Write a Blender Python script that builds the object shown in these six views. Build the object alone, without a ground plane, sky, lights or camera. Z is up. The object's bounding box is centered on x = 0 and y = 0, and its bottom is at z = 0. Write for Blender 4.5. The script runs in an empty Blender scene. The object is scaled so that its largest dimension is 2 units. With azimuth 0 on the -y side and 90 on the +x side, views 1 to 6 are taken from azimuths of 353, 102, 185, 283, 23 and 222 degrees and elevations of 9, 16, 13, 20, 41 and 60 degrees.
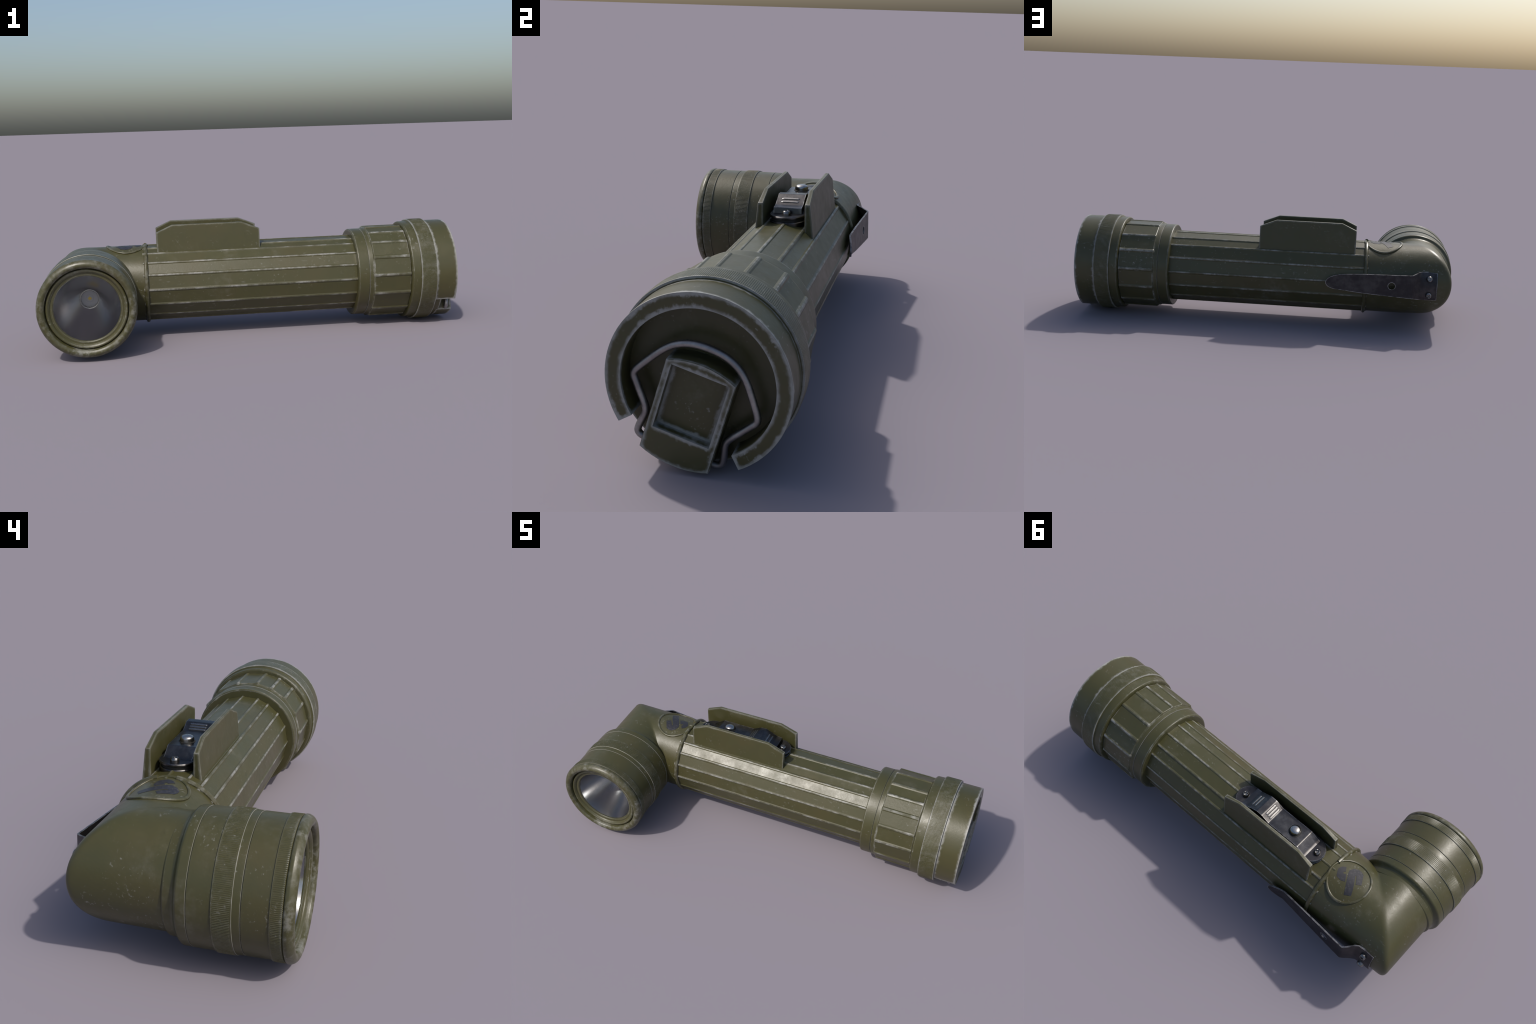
import bpy, bmesh, math, random
from math import sin, cos, pi, radians, sqrt, hypot, atan2
from mathutils import Vector, Matrix

random.seed(7)
COL = bpy.context.scene.collection

# ------------------------------------------------------------------ frame
# barrel axis runs along x at (y, z) = BC; the lamp head looks along -y and the
# whole torch is rolled by ROLL about the barrel, so the head droops slightly.
BY, BZ = 0.128, 0.256
ROLL = radians(1.65)
HX, HZ = -0.7805, 0.2512            # lamp head axis start (at y = BY)
SY, SZ = 0.1395, 0.478              # centre line of the switch

# ================================================================ materials
def nodes_of(name):
    m = bpy.data.materials.new(name)
    m.use_nodes = True
    nt = m.node_tree
    nt.nodes.clear()
    out = nt.nodes.new("ShaderNodeOutputMaterial")
    b = nt.nodes.new("ShaderNodeBsdfPrincipled")
    nt.links.new(b.outputs[0], out.inputs[0])
    return m, nt, b

class G:
    """small helper for writing node graphs"""
    def __init__(self, nt):
        self.nt = nt
        self.co = nt.nodes.new("ShaderNodeTexCoord").outputs["Object"]
    def put(self, sock, v):
        if hasattr(v, "links") or isinstance(v, bpy.types.NodeSocket):
            self.nt.links.new(v, sock)
        else:
            sock.default_value = v
    def math(self, op, a, b=0.0, c=None, clamp=False):
        n = self.nt.nodes.new("ShaderNodeMath"); n.operation = op; n.use_clamp = clamp
        self.put(n.inputs[0], a); self.put(n.inputs[1], b)
        if c is not None: self.put(n.inputs[2], c)
        return n.outputs[0]
    def ramp(self, v, lo, hi, a=0.0, b=1.0):
        n = self.nt.nodes.new("ShaderNodeMapRange"); n.interpolation_type = 'SMOOTHSTEP'
        self.put(n.inputs[0], v)
        for i, q in enumerate((lo, hi, a, b)): n.inputs[1 + i].default_value = q
        return n.outputs[0]
    def scaled(self, s, rot=(0, 0, 0)):
        n = self.nt.nodes.new("ShaderNodeMapping")
        n.inputs["Scale"].default_value = s; n.inputs["Rotation"].default_value = rot
        self.nt.links.new(self.co, n.inputs[0])
        return n.outputs[0]
    def noise(self, scale, detail=3.0, rough=0.55, co=None, dist=0.0):
        n = self.nt.nodes.new("ShaderNodeTexNoise")
        n.inputs["Scale"].default_value = scale; n.inputs["Detail"].default_value = detail
        n.inputs["Roughness"].default_value = rough; n.inputs["Distortion"].default_value = dist
        self.nt.links.new(co or self.co, n.inputs["Vector"])
        return n.outputs["Fac"]
    def mix(self, f, a, b):
        n = self.nt.nodes.new("ShaderNodeMix"); n.data_type = 'RGBA'
        self.put(n.inputs[0], f); self.put(n.inputs[6], a); self.put(n.inputs[7], b)
        return n.outputs[2]
    def edge(self, radius, samples=12, convex=True):
        """1 on real convex edges, 0 on open faces"""
        bv = self.nt.nodes.new("ShaderNodeBevel"); bv.samples = samples
        bv.inputs["Radius"].default_value = radius
        ge = self.nt.nodes.new("ShaderNodeNewGeometry")
        d = self.nt.nodes.new("ShaderNodeVectorMath"); d.operation = 'DOT_PRODUCT'
        self.nt.links.new(bv.outputs[0], d.inputs[0]); self.nt.links.new(ge.outputs["Normal"], d.inputs[1])
        e = self.math('SUBTRACT', 1.0, d.outputs["Value"])
        if not convex: return e
        conv = self.ramp(ge.outputs["Pointiness"], 0.49, 0.515)
        return self.math('MULTIPLY', e, conv)
    def bump(self, h, strength, dist=0.002):
        n = self.nt.nodes.new("ShaderNodeBump")
        n.inputs["Strength"].default_value = strength; n.inputs["Distance"].default_value = dist
        self.nt.links.new(h, n.inputs["Height"])
        return n.outputs[0]

PAINT = (0.0575, 0.0530, 0.0185, 1)
PAINT_WARM = (0.0605, 0.0530, 0.0190, 1)
PAINT_COOL = (0.0520, 0.0505, 0.0180, 1)
CHALK = (0.30, 0.30, 0.28, 1)

def olive_paint(name, wear=1.0, rough=0.38, edge_radius=0.020, ridges=False, frayed=0.0, convex=True, flecks=1.0):
    m, nt, b = nodes_of(name); g = G(nt)
    big = g.noise(3.2, 3, 0.6)
    mid = g.noise(11, 4, 0.6)
    base = g.mix(g.ramp(big, 0.42, 0.66), PAINT_COOL, PAINT_WARM)
    base = g.mix(g.ramp(mid, 0.35, 0.75, 0.0, 0.7), base, PAINT)
    # rubbed chalky haze
    haze = g.math('MULTIPLY', g.ramp(g.noise(5.5, 5, 0.65), 0.52, 0.80), g.ramp(g.noise(45, 3, 0.6), 0.3, 0.7))
    base = g.mix(g.math('MULTIPLY', haze, 0.17), base, CHALK)
    # chipped specks and short scratches, in clusters
    cluster = g.ramp(g.noise(8, 3, 0.6), 0.47, 0.62)
    fleck = g.ramp(g.noise(85, 2.0, 0.5, dist=0.4), 0.62, 0.76)
    scr = g.ramp(g.noise(60, 2, 0.5, co=g.scaled((0.45, 1.6, 1.6), (0.4, 0.3, 0.5))), 0.65, 0.78)
    marks = g.math('MULTIPLY', g.math('MAXIMUM', fleck, scr), cluster)
    # worn edges: broken along their length, ragged towards the open face
    rag = g.noise(40, 4, 0.66)
    patch = g.ramp(g.noise(7.5, 4, 0.65), 0.40, 0.62)
    if ridges:
        ge = nt.nodes.new("ShaderNodeNewGeometry")
        core = g.ramp(ge.outputs["Pointiness"], 0.508, 0.535)
        w = g.math('MULTIPLY', core, g.math('MULTIPLY_ADD', patch, 0.85, 0.13))
        w = g.math('MULTIPLY', w, g.ramp(rag, 0.36, 0.60, 0.25, 1.0))
    elif edge_radius > 0:
        e = g.edge(edge_radius, convex=convex)
        k = g.math('MULTIPLY_ADD', g.math('SUBTRACT', rag, 0.5), 0.30 + 2 * frayed, g.math('MULTIPLY_ADD', g.math('SUBTRACT', patch, 0.6), 0.07, e))
        w = g.math('MULTIPLY', g.ramp(k, 0.075 - frayed, 0.115 - frayed), g.ramp(e, 0.003, 0.02))
        w = g.math('MAXIMUM', w, g.math('MULTIPLY', g.ramp(e, 0.03, 0.16), g.math('MULTIPLY_ADD', patch, 0.50, 0.08)))
    else:
        w = g.math('MULTIPLY', g.math('MULTIPLY_ADD', patch, 0.8, 0.2), g.ramp(rag, 0.40, 0.66, 0.0, 0.55))
    w = g.math('MULTIPLY', w, 0.80 * wear)
    wearm = g.math('MAXIMUM', w, g.math('MULTIPLY', marks, 0.38 * flecks), clamp=True)
    col = g.mix(wearm, base, CHALK)
    nt.links.new(col, b.inputs["Base Color"])
    r = g.math('ADD', rough, g.math('MULTIPLY', g.math('SUBTRACT', g.noise(22, 4, 0.65), 0.5), 0.26))
    nt.links.new(r, b.inputs["Roughness"])
    b.inputs["Specular IOR Level"].default_value = 0.5
    nt.links.new(g.bump(g.noise(105, 4, 0.65), 0.17), b.inputs["Normal"])
    return m

def metal(name, dark, light, rough, metallic=1.0, edge=1.0, spec=0.5, erad=0.006):
    m, nt, b = nodes_of(name); g = G(nt)
    base = g.mix(g.ramp(g.noise(16, 5, 0.65), 0.38, 0.72), dark, light)
    e = g.math('MULTIPLY', g.ramp(g.edge(erad), 0.01, 0.12), g.ramp(g.noise(40, 4, 0.6), 0.3, 0.62))
    base = g.mix(g.math('MULTIPLY', e, edge), base, (0.42, 0.42, 0.42, 1))
    nt.links.new(base, b.inputs["Base Color"])
    b.inputs["Metallic"].default_value = metallic
    r = g.math('ADD', rough, g.math('MULTIPLY', g.math('SUBTRACT', g.noise(30, 4, 0.6), 0.5), 0.25))
    nt.links.new(r, b.inputs["Roughness"])
    b.inputs["Specular IOR Level"].default_value = spec
    return m

def plain(name, col, rough, metallic=0.0, spec=0.5):
    m, nt, b = nodes_of(name)
    b.inputs["Base Color"].default_value = col
    b.inputs["Roughness"].default_value = rough
    b.inputs["Metallic"].default_value = metallic
    b.inputs["Specular IOR Level"].default_value = spec
    return m

def stencil_paint(name):
    m, nt, b = nodes_of(name); g = G(nt)
    worn = g.math('MULTIPLY', g.ramp(g.noise(90, 4, 0.65), 0.45, 0.75), g.ramp(g.noise(12, 3, 0.6), 0.4, 0.65, 0.2, 1.0))
    nt.links.new(g.mix(g.math('MULTIPLY', worn, 0.45), (0.021, 0.020, 0.024, 1), (0.13, 0.125, 0.115, 1)), b.inputs["Base Color"])
    b.inputs["Roughness"].default_value = 0.45
    return m

M_BODY = olive_paint("olive_paint_body", ridges=True, flecks=0.75)
M_RIB = olive_paint("olive_paint_ribs", ridges=True, wear=1.05)
M_FACE = olive_paint("olive_paint_worn_face", frayed=0.045, edge_radius=0.028, wear=1.15, convex=False)
M_HEAD = olive_paint("olive_paint_head", wear=0.9, flecks=1.15)
M_KNURL = olive_paint("olive_paint_knurl", wear=0.45, edge_radius=0, rough=0.34)
M_RIM = olive_paint("olive_paint_rubbed_rim", wear=1.0, edge_radius=0)
M_TRIM = olive_paint("olive_paint_trim", wear=0.7, edge_radius=0, rough=0.33)  # pale chalk mixed in to paint the badge ring's highlights
M_CAP = olive_paint("olive_paint_cap", wear=1.15)
M_GUARD = olive_paint("olive_paint_guard", wear=0.6, rough=0.45, flecks=0.5)
M_DARK = metal("blackened_steel", (0.055, 0.053, 0.056, 1), (0.11, 0.105, 0.10, 1), 0.36)
M_CLIP = metal("dull_clip_steel", (0.036, 0.033, 0.036, 1), (0.07, 0.066, 0.068, 1), 0.42, metallic=0.8)
M_SLIDE = metal("dark_slide_steel", (0.075, 0.073, 0.074, 1), (0.15, 0.146, 0.14, 1), 0.30)  # base colour a little paler than blackened_steel
M_BRIGHT = metal("bright_steel", (0.36, 0.35, 0.33, 1), (0.50, 0.49, 0.46, 1), 0.27, edge=0.3)
M_SCREW = metal("screw_steel", (0.20, 0.195, 0.19, 1), (0.36, 0.35, 0.33, 1), 0.30, edge=0.6, erad=0.003)
M_WIRE = metal("wire_steel", (0.26, 0.25, 0.25, 1), (0.40, 0.39, 0.38, 1), 0.48, edge=0.0)
M_REFLECT = plain("reflector_mirror", (0.36, 0.36, 0.37, 1), 0.19, 1.0)
# clear lens pane: almost fully see-through, with a faint glossy reflection
M_GLASS = bpy.data.materials.new("lens_glass"); M_GLASS.use_nodes = True
_nt = M_GLASS.node_tree; _nt.nodes.clear()
_o = _nt.nodes.new("ShaderNodeOutputMaterial"); _m = _nt.nodes.new("ShaderNodeMixShader")
_t = _nt.nodes.new("ShaderNodeBsdfTransparent"); _g = _nt.nodes.new("ShaderNodeBsdfGlossy")
_m.inputs[0].default_value = 0.035
_t.inputs["Color"].default_value = (0.94, 0.95, 0.95, 1); _g.inputs["Roughness"].default_value = 0.05
_nt.links.new(_t.outputs[0], _m.inputs[1]); _nt.links.new(_g.outputs[0], _m.inputs[2])
_nt.links.new(_m.outputs[0], _o.inputs[0])
M_LED = plain("emitter_disc", (0.36, 0.36, 0.37, 1), 0.4)
M_DIE = plain("phosphor_yellow", (0.62, 0.43, 0.06, 1), 0.5)
M_BLACK = plain("dark_gap", (0.012, 0.012, 0.010, 1), 0.7)
M_MARK = stencil_paint("faded_stencil_ink")

# ================================================================= helpers
ROOT = bpy.data.objects.new("flashlight", None)
ROOT.empty_display_size = 0.2
COL.objects.link(ROOT)
ROOT["label"] = "olive drab right-angle military flashlight with switch guard"
ROOT["category"] = "flashlight"

def finish(name, bm, mat, parent=ROOT, angle=32, weighted=True):
    bmesh.ops.remove_doubles(bm, verts=bm.verts, dist=1e-6)
    bmesh.ops.recalc_face_normals(bm, faces=bm.faces)
    me = bpy.data.meshes.new(name)
    bm.to_mesh(me); bm.free()
    for p in me.polygons: p.use_smooth = True
    me.set_sharp_from_angle(angle=radians(angle))
    me.materials.append(mat)
    ob = bpy.data.objects.new(name, me)
    COL.objects.link(ob)
    ob.parent = parent
    if weighted:
        w = ob.modifiers.new("weighted", 'WEIGHTED_NORMAL'); w.keep_sharp = True; w.weight = 80
    return ob

def rounded(profile, size, n=2, closed=False):
    """round every corner of a 2D polyline by `size` (or own third value)"""
    out = []
    N = len(profile)
    for i, p in enumerate(profile):
        if not closed and i in (0, N - 1):
            out.append(p[:2]); continue
        a, c = profile[(i - 1) % N], profile[(i + 1) % N]
        s = p[2] if len(p) > 2 else size
        la, lc = hypot(a[0] - p[0], a[1] - p[1]), hypot(c[0] - p[0], c[1] - p[1])
        d = min(s, la * 0.45, lc * 0.45)
        if d < 1e-6:
            out.append(p[:2]); continue
        A = (p[0] + (a[0] - p[0]) * d / la, p[1] + (a[1] - p[1]) * d / la)
        C = (p[0] + (c[0] - p[0]) * d / lc, p[1] + (c[1] - p[1]) * d / lc)
        for k in range(n + 1):
            t = k / n
            out.append(tuple((1 - t) ** 2 * A[j] + 2 * t * (1 - t) * p[j] + t * t * C[j] for j in (0, 1)))
    return out

def barrel_frame(t, r, a):
    """t along x, radius r, angle a from straight up towards +y"""
    return Vector((t, BY + r * sin(a), BZ + r * cos(a)))

HA = Vector((0, -cos(ROLL), -sin(ROLL)))
HU = Vector((0, -sin(ROLL), cos(ROLL)))
def head_frame(t, r, a):
    return Vector((HX, BY, HZ)) + HA * t + Vector((r * sin(a), 0, 0)) + HU * (r * cos(a))

def switch_frame(x, l, w):
    """x along the barrel, l across (towards +y), w up from the switch plate"""
    return Vector((x, SY + l * cos(ROLL) - w * sin(ROLL), SZ + l * sin(ROLL) + w * cos(ROLL)))

def revolve(name, prof, frame, mat, seg=96, radius=None, cap0=False, cap1=False, parent=ROOT, angle=32, arc=None):
    """lathe; `radius(r, a)` may modulate; arc=(a0, a1) gives an open sector with end caps of a closed profile"""
    bm = bmesh.new()
    full = arc is None
    angs = [2 * pi * k / seg for k in range(seg)] if full else [arc[0] + (arc[1] - arc[0]) * k / seg for k in range(seg + 1)]
    rows = []
    for a in angs:
        rows.append([bm.verts.new(frame(t, radius(r, a) if radius else r, a)) for t, r in prof])
    n = len(rows)
    for k in range(n if full else n - 1):
        A, B = rows[k], rows[(k + 1) % n]
        m = len(prof)
        for j in range(m - 1 if full else m):
            q = [A[j], A[(j + 1) % m], B[(j + 1) % m], B[j]]
            try: bm.faces.new(q)
            except ValueError: pass
    if full:
        if cap0: bm.faces.new([r[0] for r in rows])
        if cap1: bm.faces.new([r[-1] for r in rows])
    else:
        bm.faces.new(rows[0]); bm.faces.new(rows[-1])
    return finish(name, bm, mat, parent, angle)

def prism(name, sections, mat, parent=ROOT, angle=32, caps=True):
    """loft through closed rings of equal count"""
    bm = bmesh.new()
    R = [[bm.verts.new(p) for p in s] for s in sections]
    for A, B in zip(R, R[1:]):
        n = len(A)
        for j in range(n):
            bm.faces.new([A[j], A[(j + 1) % n], B[(j + 1) % n], B[j]])
    if caps:
        bm.faces.new(R[0]); bm.faces.new(R[-1])
    return finish(name, bm, mat, parent, angle)

def cut(ob, cutters):
    """boolean difference, applied"""
    for c in cutters:
        m = ob.modifiers.new("cut", 'BOOLEAN'); m.operation = 'DIFFERENCE'; m.object = c; m.solver = 'EXACT'
        ob.modifiers.move(len(ob.modifiers) - 1, 0)
    dg = bpy.context.evaluated_depsgraph_get(); dg.update()
    ws = [m for m in ob.modifiers if m.type == 'WEIGHTED_NORMAL']
    for w in ws: w.show_viewport = False
    dg = bpy.context.evaluated_depsgraph_get()
    me = bpy.data.meshes.new_from_object(ob.evaluated_get(dg))
    for m in [m for m in ob.modifiers if m.type == 'BOOLEAN']: ob.modifiers.remove(m)
    mats = [s for s in ob.data.materials]
    ob.data = me
    me.materials.clear()
    for s in mats: me.materials.append(s)
    for p in me.polygons: p.material_index = 0; p.use_smooth = True
    me.set_sharp_from_angle(angle=radians(32))
    for w in ws: w.show_viewport = True
    for c in cutters: bpy.data.objects.remove(c, do_unlink=True)
    return ob

def slab_box(frame, x0, x1, l0, l1, w0, w1, name="cutter"):
    s = [[frame(x, l0, w0), frame(x, l1, w0), frame(x, l1, w1), frame(x, l0, w1)] for x in (x0, x1)]
    return prism(name, s, M_BLACK)

# ============================================================ fluted barrel
def fluted(edges, flat, ridge, half, steps=5):
    """closed list of (angle, radius): flat chords between low rounded ridges at `edges` degrees"""
    out = []
    E = sorted(radians(e % 360) for e in edges)
    for i, e in enumerate(E):
        nx = E[(i + 1) % len(E)] + (2 * pi if i == len(E) - 1 else 0)
        h = radians(half)
        out += [(e - 0.55 * h, ridge * 0.72 + flat * 0.28), (e, ridge), (e + 0.55 * h, ridge * 0.72 + flat * 0.28)]
        a0, a1 = e + h, nx - h
        d = flat * cos((a1 - a0) / 2); mid = (a0 + a1) / 2
        for k in range(steps + 1):
            a = a0 + (a1 - a0) * k / steps
            out.append((a, d / cos(a - mid)))
    return out

BARREL_EDGES = [3.8, 25.6, 42.5, 65, 88, 111, 134.6, 157.6, 180.6, 202.6, 224, 245, 268, 290, 309.5, 327.5, 342.5]
sec = fluted(BARREL_EDGES, 0.1852, 0.1890, 2.4)
xs = [-0.530, -0.528, -0.525, -0.3, -0.1, 0.1, 0.3, 0.525, 0.528, 0.53]
barrel = prism("barrel", [[barrel_frame(x, r, a) for a, r in sec] for x in xs], M_BODY, angle=20)

# bead where barrel meets elbow
bead_prof = [(-0.5255, 0.178), (-0.5255, 0.190), (-0.522, 0.1955), (-0.516, 0.1975), (-0.510, 0.1955), (-0.5065, 0.190), (-0.5065, 0.178)]
revolve("barrel_bead", bead_prof, barrel_frame, M_TRIM, 96, arc=(radians(2.4 + 10), radians(362.4 - 10)))   # broken by the badge

# ================================================================== elbow
def elbow_mesh():
    bm = bmesh.new()
    N, R = 112, 0.1855
    X0, YEND, RHO = -0.515, -0.085, 0.026
    rows = []
    for k in range(N):
        a = 2 * pi * k / N
        c, z = R * cos(a), R * sin(a)          # c: outwards in the bend plane
        cn = c * 0.965                          # slimmer near the corner
        P = Vector((HX - cn, BY + cn, BZ + z))  # corner of the mitre
        A = Vector((X0, BY + c, BZ + z))
        E = Vector((HX - c * 0.985, YEND, BZ + z))
        da, de = (A - P), (E - P)
        rho = 0.009 + (RHO - 0.009) * min(1, max(0, 0.5 + 0.75 * cos(a)))
        ra = min(rho, da.length * 0.6); re = min(rho, de.length * 0.6)
        pts = []
        pa, pe = P + da.normalized() * ra, P + de.normalized() * re
        for i in range(7):
            pts.append(A.lerp(pa, i / 6) if i < 6 else pa)
        for i in range(1, 6):
            t = i / 6
            pts.append((1 - t) ** 2 * pa + 2 * t * (1 - t) * P + t * t * pe)
        for i in range(0, 7):
            pts.append(pe.lerp(E, i / 6))
        roll = lambda p: Vector((p.x, p.y - (p.z - BZ) * sin(ROLL), p.z + (p.y - BY) * sin(ROLL) + 0.005 * min(1, max(0, -p.x - 0.70) / 0.2) * min(1, max(0, p.y) / 0.2)))
        rows.append([bm.verts.new(roll(p)) for p in pts])
    for k in range(N):
        A, B = rows[k], rows[(k + 1) % N]
        for j in range(len(A) - 1):
            bm.faces.new([A[j], A[j + 1], B[j + 1], B[j]])
    bm.faces.new([r[0] for r in rows]); bm.faces.new([r[-1] for r in rows])
    return finish("elbow_housing", bm, M_HEAD, angle=40, weighted=False)
elbow = elbow_mesh()

# ============================================================== round badge
BX, BYC, BR = -0.605, 0.136, 0.096
def on_elbow(x, y, lift):
    dy = y - BY
    return Vector((x, BY + dy * (1 + lift / 0.184), BZ + (0.184 + lift) * sqrt(max(0, 1 - (dy / 0.184) ** 2))))
def draped_ring(name, major, minor, lift, mat, n=96, m=10, parent=ROOT):
    bm = bmesh.new(); rows = []
    for k in range(n):
        a = 2 * pi * k / n; row = []
        for j in range(m):
            b = 2 * pi * j / m
            rr = major + minor * cos(b)
            row.append(bm.verts.new(on_elbow(BX + rr * cos(a), BYC + rr * sin(a), lift + 0.75 * minor * sin(b))))
        rows.append(row)
    for k in range(n):
        A, B = rows[k], rows[(k + 1) % n]
        for j in range(m):
            bm.faces.new([A[j], A[(j + 1) % m], B[(j + 1) % m], B[j]])
    return finish(name, bm, mat, parent, 60, False)
badge = draped_ring("badge_ring", BR, 0.0058, 0.0036, M_TRIM)
bm = bmesh.new()
prev = None
for i, rr in enumerate([0.0, 0.02, 0.04, 0.06, 0.08, BR]):
    ring = [bm.verts.new(on_elbow(BX + rr * cos(2 * pi * k / 64), BYC + rr * sin(2 * pi * k / 64), 0.0025)) for k in range(64)] if rr else [bm.verts.new(on_elbow(BX, BYC, 0.0025))]
    if prev:
        for k in range(64):
            q = ([prev[0]] if len(prev) == 1 else [prev[k], prev[(k + 1) % 64]][::-1]) + [ring[k], ring[(k + 1) % 64]]
            bm.faces.new(q)
    prev = ring
finish("badge_disc", bm, M_HEAD, ROOT, 60, False)

# stencilled mark: a broken hook and a comma-like blob, laid on the badge
HOOK = [(0.025, -0.021), (0.029, -0.0335), (0.020, -0.0545), (0.003, -0.0655), (-0.012, -0.0656), (-0.029, -0.0594),
        (-0.0545, -0.0135), (-0.034, -0.0006), (-0.0100, -0.0345), (-0.006, -0.0317), (-0.0273, 0.0037),
        (-0.0368, 0.0201), (-0.0501, 0.0493), (-0.0222, 0.0632), (-0.008, 0.0375), (0.0132, 0.0001)]
COMMA = [(0.070, -0.006), (0.0687, -0.016), (0.063, -0.027), (0.0486, -0.0373), (0.0364, -0.0174), (0.0407, -0.0147),
         (0.0431, -0.0112), (0.0409, -0.0059), (0.0361, -0.0054), (0.0289, -0.0109), (0.0242, -0.0067),
         (0.0101, 0.019), (0.0234, 0.0247), (0.033, 0.0261), (0.0405, 0.0240), (0.0477, 0.0241), (0.0546, 0.0211), (0.0606, 0.0116)]
def stencil(name, poly):
    bm = bmesh.new()
    vs = [bm.verts.new((BX + x, 0.134 + y, 0)) for x, y in poly]
    f = bm.faces.new(vs)
    if f.normal.z < 0: f.normal_flip()
    bmesh.ops.triangulate(bm, faces=[f])
    for _ in range(3):
        bmesh.ops.subdivide_edges(bm, edges=[e for e in bm.edges if e.calc_length() > 0.012], cuts=1, use_grid_fill=True)
        bmesh.ops.triangulate(bm, faces=bm.faces)
    base = list(bm.faces)
    r = bmesh.ops.extrude_face_region(bm, geom=base)
    top = {v for v in r["geom"] if isinstance(v, bmesh.types.BMVert)}
    for v in bm.verts:
        v.co = on_elbow(v.co.x, v.co.y, 0.0034 if v in top else 0.002)
    return finish(name, bm, M_MARK, badge, 40, False)
stencil("stencil_mark", HOOK)
stencil("stencil_mark", COMMA)

# ============================================================== lamp head
head_prof = [(0.115, 0.176), (0.118, 0.1855), (0.123, 0.1895), (0.146, 0.1915), (0.153, 0.195), (0.158, 0.2005), (0.162, 0.2075, 0.004),
             (0.168, 0.2112, 0.003), (0.1955, 0.2120, 0.001), (0.1960, 0.2095, 0.0003), (0.1985, 0.2095, 0.0003), (0.1990, 0.2122, 0.001),
             (0.2704, 0.2130, 0.0003), (0.2708, 0.2168, 0.0008), (0.3296, 0.2168, 0.0008), (0.3310, 0.2145, 0.0004), (0.3530, 0.2140, 0.001), (0.3534, 0.2110, 0.0003), (0.3556, 0.2110, 0.0003),
             (0.3560, 0.2140, 0.001), (0.4352, 0.2142, 0.0003), (0.4356, 0.2176, 0.0008), (0.4700, 0.2176, 0.0008), (0.4725, 0.2150), (0.473, 0.19)]
head = revolve("lamp_head", rounded(head_prof, 0.002), head_frame, M_HEAD, 128, cap0=True)

def knurl_radius(teeth, amp):
    return lambda r, a: r - amp * (0.5 - 0.5 * cos(teeth * a))
def knurled(name, t0, t1, r, frame, teeth, mat, base, amp=0.0013):
    prof = [(t0, base - 0.004), (t0 + 0.0004, r - 0.0016), (t0 + 0.0022, r - 0.0002), (t1 - 0.0022, r), (t1 - 0.0004, r - 0.0016), (t1, base - 0.004)]
    return revolve(name, prof, frame, mat, teeth * 4, radius=knurl_radius(teeth, amp), angle=50)
knurled("knurled_band", 0.2735, 0.3270, 0.2176, head_frame, 240, M_KNURL, 0.2175, amp=0.0019)
knurled("knurled_band", 0.4385, 0.4722, 0.2184, head_frame, 240, M_KNURL, 0.2175, amp=0.0019)

# rolled front rim of the bezel
rim_prof = [(0.4735, 0.2120), (0.4737, 0.2165, 0.001), (0.477, 0.2192, 0.002), (0.486, 0.2196, 0.003), (0.498, 0.2135, 0.006), (0.5050, 0.2030, 0.005),
            (0.5050, 0.1950, 0.004), (0.4990, 0.1850, 0.004), (0.486, 0.1822, 0.002), (0.465, 0.1822, 0.001), (0.465, 0.178, 0.001)]
revolve("bezel_rim", rounded(rim_prof, 0.003, 3), head_frame, M_RIM, 128)
inner_prof = [(0.462, 0.1800), (0.484, 0.1796, 0.003), (0.4895, 0.1755, 0.003), (0.4895, 0.1700, 0.004), (0.483, 0.1625, 0.003), (0.4785, 0.1605, 0.001),
              (0.4785, 0.1500, 0.002), (0.474, 0.1455, 0.001), (0.455, 0.1452, 0.001)]
revolve("lens_retainer", rounded(inner_prof, 0.002, 3), head_frame, M_HEAD, 128)
# deep mirror bowl and emitter
bowl = []
for k in range(33):
    r = 0.1475 + (0.046 - 0.1475) * k / 32
    bowl.append((0.474 - 0.207 * (1 - (r / 0.1475) ** 1.95), r))
reflector = revolve("reflector", bowl, head_frame, M_REFLECT, 128, angle=60)
revolve("emitter_ring", rounded([(0.275, 0.0470), (0.2870, 0.0470), (0.2890, 0.0440), (0.2870, 0.0400), (0.262, 0.0385)], 0.003, 3), head_frame, M_BRIGHT, 64, parent=reflector)
revolve("emitter", [(0.2680, 0.0390), (0.2680, 0.0180), (0.2695, 0.0160), (0.2695, 0.0)], head_frame, M_LED, 48, parent=reflector)
def on_head(t):
    return lambda x, l, w: head_frame(0, 0, 0) + HA * (t + w) + Vector((x, 0, 0)) + HU * l
d45 = on_head(0.2695)
q = 0.0098
prism("emitter_die", [[d45(q, 0, w), d45(0, q, w), d45(-q, 0, w), d45(0, -q, w)] for w in (0, 0.002)], M_DIE, reflector)

revolve("lens", rounded([(0.4745, 0.0), (0.4745, 0.1500), (0.4775, 0.1500), (0.4775, 0.0)], 0.0005), head_frame, M_GLASS, 96)

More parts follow.
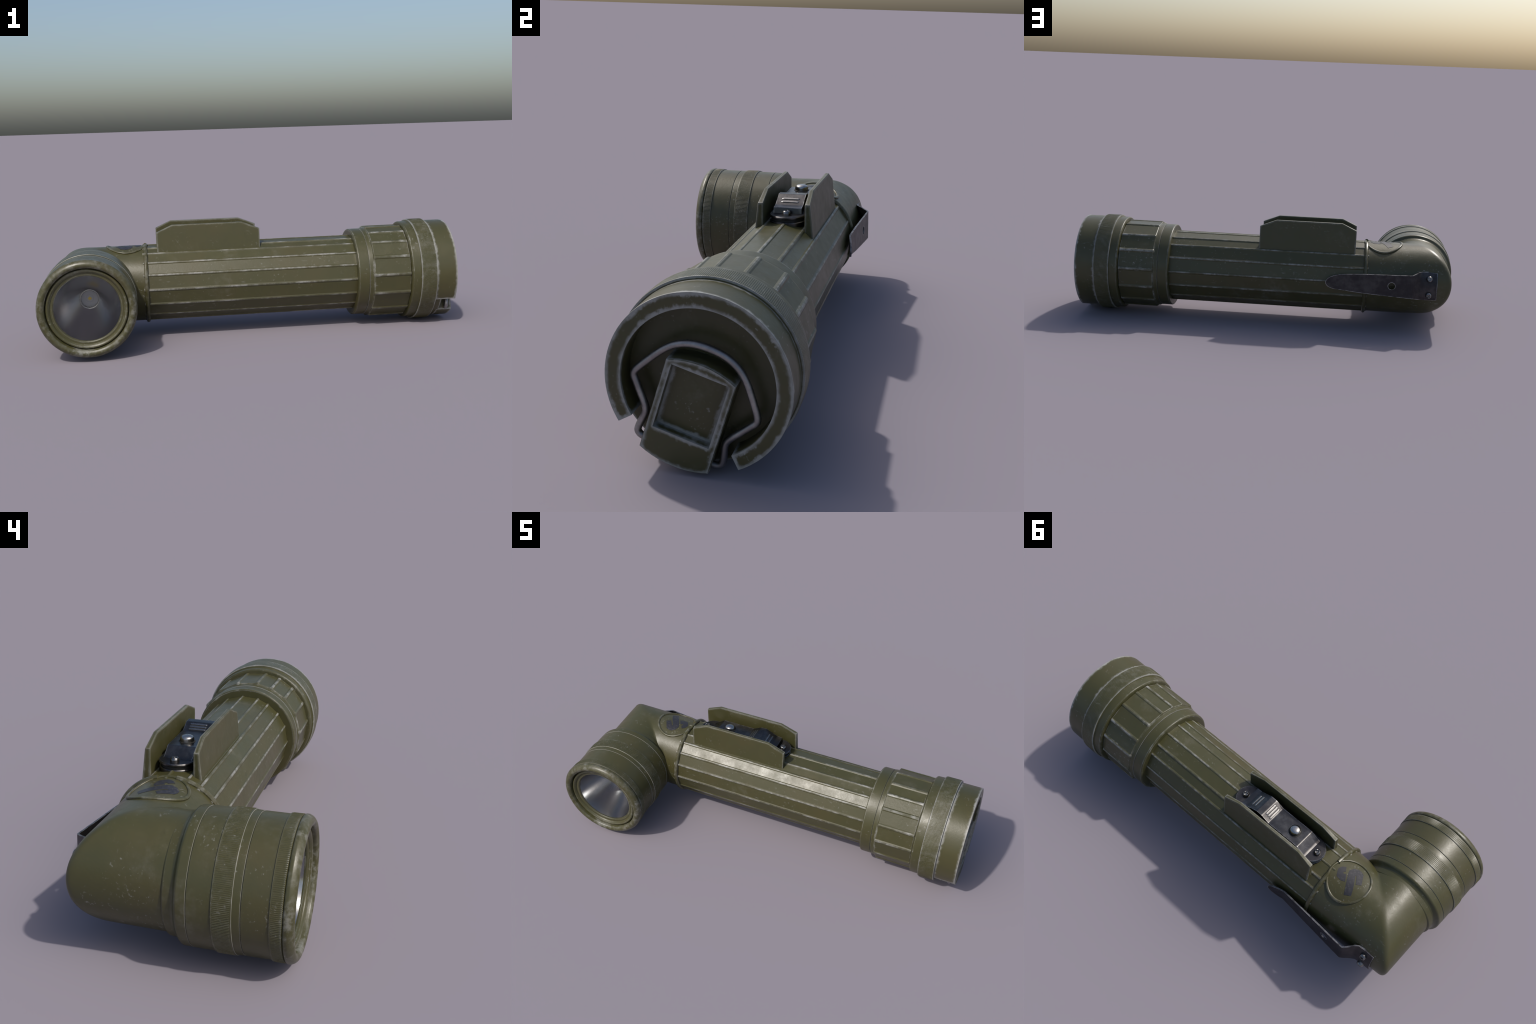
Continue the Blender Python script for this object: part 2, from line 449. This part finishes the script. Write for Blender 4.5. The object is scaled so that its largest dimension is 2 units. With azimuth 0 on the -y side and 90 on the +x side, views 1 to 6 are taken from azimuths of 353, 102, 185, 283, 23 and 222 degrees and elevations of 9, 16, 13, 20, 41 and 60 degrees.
# =============================================================== tail cap
collar = [(0.5100, 0.170), (0.5100, 0.2150, 0.004), (0.5135, 0.2186, 0.002), (0.5636, 0.2186, 0.001), (0.5640, 0.2145, 0.0003), (0.5662, 0.2145, 0.0003),
          (0.5666, 0.2195, 0.001), (0.5880, 0.2225, 0.003), (0.592, 0.215)]
revolve("collar", rounded(collar, 0.002), barrel_frame, M_CAP, 112)
RIB_EDGES = [351.8, 14.2, 37.4, 60.2, 84.8, 109.6, 133.4, 156.5, 179.5, 202, 224.6, 250, 273.6, 295.8, 316.6, 334.8]
rib = fluted(RIB_EDGES, 0.2280, 0.2328, 2.6)
prism("ribbed_sleeve", [[barrel_frame(x, r * s, a) for a, r in rib] for x, s in ((0.580, 0.90), (0.5865, 0.975), (0.5895, 0.995), (0.5915, 1), (0.5940, 1), (0.65, 1), (0.72, 1), (0.766, 1), (0.7685, 1), (0.7705, 0.992), (0.776, 0.9))], M_RIB, angle=20)
body = [(0.770, 0.205), (0.7725, 0.232, 0.002), (0.7730, 0.2405, 0.003), (0.7770, 0.2450, 0.002), (0.8150, 0.2465, 0.001), (0.8176, 0.2550, 0.0010), (0.8960, 0.2550, 0.0010), (0.8972, 0.2440, 0.0005), (0.9300, 0.2440, 0.0015), (0.9300, 0.150, 0.001), (0.9300, 0.0)]
revolve("tail_cap", rounded(body, 0.002), barrel_frame, M_CAP, 128)
knurled("knurled_band", 0.8212, 0.8935, 0.2559, barrel_frame, 300, M_KNURL, 0.2555, amp=0.0013)

# skirt around the hanger recess, open at the bottom where the hanger sits
DOWN = radians(180 + 16)                       # direction of the hanger, slightly towards -y
GAP = radians(43)
skirt = rounded([(0.8950, 0.2460), (1.0, 0.2460), (1.0, 0.2035), (0.8950, 0.2035)], 0.0016, 2, closed=True)
revolve("cap_skirt", skirt, barrel_frame, M_FACE, 96, arc=(DOWN + GAP, DOWN + 2 * pi - GAP))

def hang(x, l, h):
    """cap face frame: l across (towards +y), h towards the hanger side"""
    return Vector((x, BY + l * cos(radians(16)) - h * sin(radians(16)), BZ - l * sin(radians(16)) - h * cos(radians(16))))
# hanger block with a recessed square window
def block_outline():
    pts = []
    for k in range(9):
        t = -1 + 2 * k / 8
        pts.append((0.0945 * t, -0.0375 - 0.0205 * (1 - t * t)))
    half = math.asin(0.0965 / 0.2450)
    for k in range(11):
        a = half - 2 * half * k / 10
        pts.append((0.2450 * sin(a), 0.2450 * cos(a)))
    return pts
bo = block_outline()
def shrink(pts, s):
    return [(l * (1 - s / 0.0945), 0.09 + (h - 0.09) * (1 - s / 0.15)) for l, h in pts]
block = prism("hanger_block", [[hang(x, l, h) for l, h in shrink(bo, s)] for x, s in ((0.920, 0), (0.9982, 0), (1.0, 0.0018))], M_FACE)
cut(block, [slab_box(lambda x, l, w: hang(x, l, w), 0.970, 1.02, -0.078, 0.078, -0.030, 0.156)])

# bent wire hanger ring
half = [(0.080, 0.215), (0.104, 0.2145), (0.119, 0.206), (0.1208, 0.191), (0.1140, 0.156), (0.1118, 0.142), (0.1148, 0.128), (0.1392, 0.095), (0.160, 0.066), (0.1715, 0.050), (0.169, 0.034),
        (0.1405, -0.010), (0.116, -0.046), (0.088, -0.0745), (0.050, -0.0935), (0.0, -0.0990)]
wire = half + [(-l, h) for l, h in half[-2::-1]]
cu = bpy.data.curves.new("wire_path", 'CURVE'); cu.dimensions = '3D'; cu.bevel_depth = 0.0098; cu.bevel_resolution = 4; cu.resolution_u = 6; cu.use_fill_caps = True
sp = cu.splines.new('NURBS'); sp.points.add(len(wire) - 1); sp.order_u = 3; sp.use_endpoint_u = True
for p, (l, h) in zip(sp.points, wire):
    p.co = (*hang(0.968 + (0.19 - h) * 0.035, l, h), 1)   # leans out at the top
tmp = bpy.data.objects.new("wire_path", cu); COL.objects.link(tmp)
dg = bpy.context.evaluated_depsgraph_get()
me = bpy.data.meshes.new_from_object(tmp.evaluated_get(dg)); me.name = "hanger_wire"
bpy.data.objects.remove(tmp, do_unlink=True)
for p in me.polygons: p.use_smooth = True
me.materials.clear(); me.materials.append(M_WIRE)
wr = bpy.data.objects.new("hanger_wire", me); COL.objects.link(wr); wr.parent = ROOT

# ================================================================= switch
def guard(side):
    outline = [(-0.4595, -0.10), (-0.4595, 0.0355), (-0.3835, 0.0700), (-0.0415, 0.0700), (0.0445, 0.0355), (0.0445, -0.10)]
    secs = []
    def outer(w): return 0.0930 + (0.0355 - w) * 0.105
    layers = [(lambda w: 0.0738, 0.0028), (lambda w: 0.0750, 0.0006), (lambda w: 0.0768, 0.0), (lambda w: outer(w) - 0.0030, 0.0), (lambda w: outer(w) - 0.0012, 0.0006), (lambda w: outer(w), 0.0028)]
    for lf, inset in layers:
        ring = []
        for x, w in outline:
            k = 1 - inset / 0.25
            xx = -0.2075 + (x + 0.2075) * k
            ww = w - inset if w > -0.05 else w
            ring.append(switch_frame(xx, side * lf(ww), ww))
        secs.append(ring)
    return prism("switch_guard", secs, M_GUARD, angle=40)
guard(1); guard(-1)

def stadium(hw, x0, x1, n=20):
    pts = []
    for k in range(n + 1):
        a = -pi / 2 + pi * k / n
        pts.append((x1 - hw + hw * cos(a), hw * sin(a)))
    for k in range(n + 1):
        a = pi / 2 + pi * k / n
        pts.append((x0 + hw + hw * cos(a), hw * sin(a)))
    return pts
def plate(name, hw, x0, x1, w0, w1, ch, mat):
    secs = []
    for w, s in ((w0, ch), (w0 + ch, 0), (w1 - ch, 0), (w1, ch)):
        secs.append([switch_frame(x, l, w) for x, l in stadium(hw - s, x0 + s, x1 - s)])
    return prism(name, secs, mat)
lower = plate("switch_base", 0.0625, -0.455, 0.040, -0.060, -0.0335, 0.0025, M_DARK)
upper = plate("switch_plate", 0.0640, -0.457, 0.042, -0.0225, -0.0125, 0.0028, M_DARK)
plate("dark_gap_plate", 0.0560, -0.450, 0.034, -0.036, -0.018, 0.001, M_BLACK)  # black filler plate in the dark gap between the two switch plates

# sliding thumb piece: a folded strip
SLIDE = [(-0.0190, -0.0150), (-0.0225, 0.0085), (-0.0500, 0.0110), (-0.1090, 0.0400), (-0.1400, 0.0385), (-0.1800, 0.0175), (-0.3490, 0.0175), (-0.3880, -0.0095), (-0.4000, -0.0135)]
def offset_line(pts, d):
    out = []
    for i, p in enumerate(pts):
        a = pts[max(i - 1, 0)]; c = pts[min(i + 1, len(pts) - 1)]
        def nrm(u, v):
            L = hypot(v[0] - u[0], v[1] - u[1]); return ((v[1] - u[1]) / L, -(v[0] - u[0]) / L)
        n1 = nrm(a, p) if i > 0 else nrm(p, c)
        n2 = nrm(p, c) if i < len(pts) - 1 else n1
        n = (n1[0] + n2[0], n1[1] + n2[1]); L = hypot(*n); n = (n[0] / L, n[1] / L)
        k = d / max(0.5, n[0] * n1[0] + n[1] * n1[1])
        out.append((p[0] + n[0] * k, p[1] + n[1] * k))
    return out
S = rounded(SLIDE, 0.004, 2)
inner = offset_line(S, -0.006)
if inner[len(inner) // 2][1] > S[len(S) // 2][1]: inner = offset_line(S, 0.006)
loop = S + inner[::-1]
secs = []
for l, s in ((-0.0500, 0.0), (-0.0485, 0.0), (0.0485, 0.0), (0.0500, 0.0)):
    secs.append([switch_frame(x, l, w) for x, w in loop])
slide = prism("switch_slide", secs, M_SLIDE, angle=25)
# pressed grip ribs on both slopes of the hump
def capsule(name, p, along, across, normal, length, radius, height, mat, parent):
    pts = []
    for k in range(9):
        a = -pi / 2 + pi * k / 8; pts.append((length / 2 + radius * cos(a), radius * sin(a)))
    for k in range(9):
        a = pi / 2 + pi * k / 8; pts.append((-length / 2 + radius * cos(a), radius * sin(a)))
    secs = [[p + along * (u * s) + across * (v * s) + normal * h for u, v in pts] for h, s in ((-0.002, 1), (height * 0.5, 1), (height, 0.86))]
    return prism(name, secs, mat, parent, 45)
def slope_ribs(a, b, fr, length):
    A, Bv = switch_frame(a[0], 0, a[1]), switch_frame(b[0], 0, b[1])
    along = (switch_frame(0, 1, 0) - switch_frame(0, 0, 0)).normalized()
    across = (Bv - A).normalized(); normal = across.cross(along)
    if normal.z < 0: normal = -normal
    for f in fr:
        capsule("grip_dark_outline", A.lerp(Bv, f), along, across, normal, length, 0.0054, 0.0007, M_BLACK, slide)  # flat black capsule, the dark outline around each rib
        capsule("grip_rib", A.lerp(Bv, f), along, across, normal, length, 0.0036, 0.0024, M_SLOT, slide)
M_SLOT = metal("grip_rib_steel", (0.20, 0.195, 0.19, 1), (0.30, 0.295, 0.28, 1), 0.30)
slope_ribs(SLIDE[4], SLIDE[5], (0.25, 0.53, 0.81), 0.055)
slope_ribs(SLIDE[2], SLIDE[3], (0.28, 0.55), 0.055)

# signal push button
def switch_lathe(cx, cl):
    return lambda t, r, a: switch_frame(cx + r * sin(a), cl + r * cos(a), t)
btn = [(-0.01, 0.0250), (0.0265, 0.0250), (0.0325, 0.0234), (0.0365, 0.0192), (0.0388, 0.0128), (0.0396, 0.0060), (0.0398, 0.0)]
revolve("push_button", btn, switch_lathe(-0.2930, -0.001), M_BRIGHT, 48, angle=50)
revolve("button_well", [(0.010, 0.0292), (0.0183, 0.0292), (0.0186, 0.0240)], switch_lathe(-0.2930, -0.001), M_BLACK, 48)

# screws (one mesh, shared)
def screw_mesh():
    bm = bmesh.new()
    prof = [(-0.008, 0.0125), (0.0055, 0.0125), (0.0095, 0.0112), (0.0115, 0.0085), (0.0120, 0.0)]
    rows = []
    for k in range(40):
        a = 2 * pi * k / 40
        rows.append([bm.verts.new((r * sin(a), r * cos(a), t)) for t, r in prof])
    for k in range(40):
        A, B = rows[k], rows[(k + 1) % 40]
        for j in range(len(prof) - 1):
            bm.faces.new([A[j], A[j + 1], B[j + 1], B[j]])
    bm.faces.new([r[0] for r in rows])
    return finish("screw", bm, M_SCREW, None, 40)
scr = screw_mesh()
fr = lambda x, l, w: Vector((x, l, w))
cut(scr, [slab_box(fr, -0.0072, 0.0072, -0.0021, 0.0021, 0.0065, 0.03), slab_box(fr, -0.0021, 0.0021, -0.0072, 0.0072, 0.0065, 0.03)])
def place_screw(ob, pos, up, spin, parent, s=1.0):
    q = Vector(up).to_track_quat('Z', 'Y').to_matrix().to_4x4()
    ob.matrix_world = Matrix.Translation(pos) @ q @ Matrix.Rotation(spin, 4, 'Z') @ Matrix.Scale(s, 4)
    ob.parent = parent
place_screw(scr, switch_frame(0.001, 0.0005, -0.0120), HU, 0.5, upper, 1.25)
def more_screw():
    o = scr.copy(); COL.objects.link(o); return o
place_screw(more_screw(), switch_frame(-0.4240, 0.0005, -0.0120), HU, 0.2, upper, 1.25)

# ================================================================ belt clip
# stations: x, y of outer face, z centre, half width, wrap (1 = follows the elbow's roundness)
CLIP = [(-0.8840, 0.3160, 0.2610, 0.0700, 1.0), (-0.8450, 0.3180, 0.2630, 0.0715, 1.0), (-0.8080, 0.3200, 0.2640, 0.0720, 0.9), (-0.7930, 0.3270, 0.2650, 0.0705, 0.65),
        (-0.7620, 0.3515, 0.2655, 0.0612, 0.12), (-0.7540, 0.3555, 0.2655, 0.0600, 0.0), (-0.7440, 0.3551, 0.2655, 0.0592, 0.0), (-0.6950, 0.3510, 0.2650, 0.0575, 0.0), (-0.6500, 0.3472, 0.2648, 0.0555, 0.0), (-0.6050, 0.3435, 0.2645, 0.0540, 0.0), (-0.5000, 0.3348, 0.2645, 0.0497, 0.0),
        (-0.4080, 0.3270, 0.2642, 0.0425, 0.0), (-0.3970, 0.3265, 0.2642, 0.0412, 0.0), (-0.3850, 0.3280, 0.2640, 0.0398, 0.0), (-0.3560, 0.3335, 0.2635, 0.0350, 0.0),
        (-0.3380, 0.3370, 0.2630, 0.0285, 0.0), (-0.3260, 0.3390, 0.2625, 0.0215, 0.0), (-0.3180, 0.3405, 0.2622, 0.0130, 0.0), (-0.3140, 0.3410, 0.2620, 0.0040, 0.0)]
def clip_mesh(th=0.0055):
    bm = bmesh.new(); NZ = 10
    def grid(off):
        rows = []
        for i, (x, y, zc, hw, wr_) in enumerate(CLIP):
            a = CLIP[max(i - 1, 0)]; c = CLIP[min(i + 1, len(CLIP) - 1)]
            t = Vector((c[0] - a[0], c[1] - a[1])).normalized()
            n = Vector((-t.y, t.x)); n = n if n.y > 0 else -n
            row = []
            for k in range(NZ + 1):
                dz = hw * (-1 + 2 * k / NZ)
                z = zc + dz
                drop = wr_ * (z - BZ) ** 2 / (2 * 0.18) + 0.05 * (z - zc)   # rolled with the torch
                row.append(bm.verts.new((x - n.x * off, y - drop - n.y * off, z)))
            rows.append(row)
        return rows
    O, I = grid(0), grid(th)
    n = len(CLIP)
    for R in (O, I):
        for i in range(n - 1):
            for k in range(NZ):
                bm.faces.new([R[i][k], R[i + 1][k], R[i + 1][k + 1], R[i][k + 1]])
    for i in range(n - 1):
        for k in (0, NZ):
            bm.faces.new([O[i][k], O[i + 1][k], I[i + 1][k], I[i][k]])
    for k in range(NZ):
        for i in (0, n - 1):
            bm.faces.new([O[i][k], O[i][k + 1], I[i][k + 1], I[i][k]])
    return finish("belt_clip", bm, M_CLIP, angle=24)
clip = clip_mesh()
hole = revolve("cutter", [(-0.05, 0.0180), (0.05, 0.0180)], lambda t, r, a: Vector((-0.6515 + r * sin(a), 0.345 + t, 0.2635 + r * cos(a))), M_BLACK, 40, cap0=True, cap1=True)
cut(clip, [hole])
for z in (0.302, 0.220):
    dz = z - BZ
    place_screw(more_screw(), Vector((-0.843, 0.3180 - dz * dz / 0.36 - 0.05 * (z - 0.263), z)), Vector((0, 0.18, dz)).normalized(), 0.6 + z, clip, 1.25)
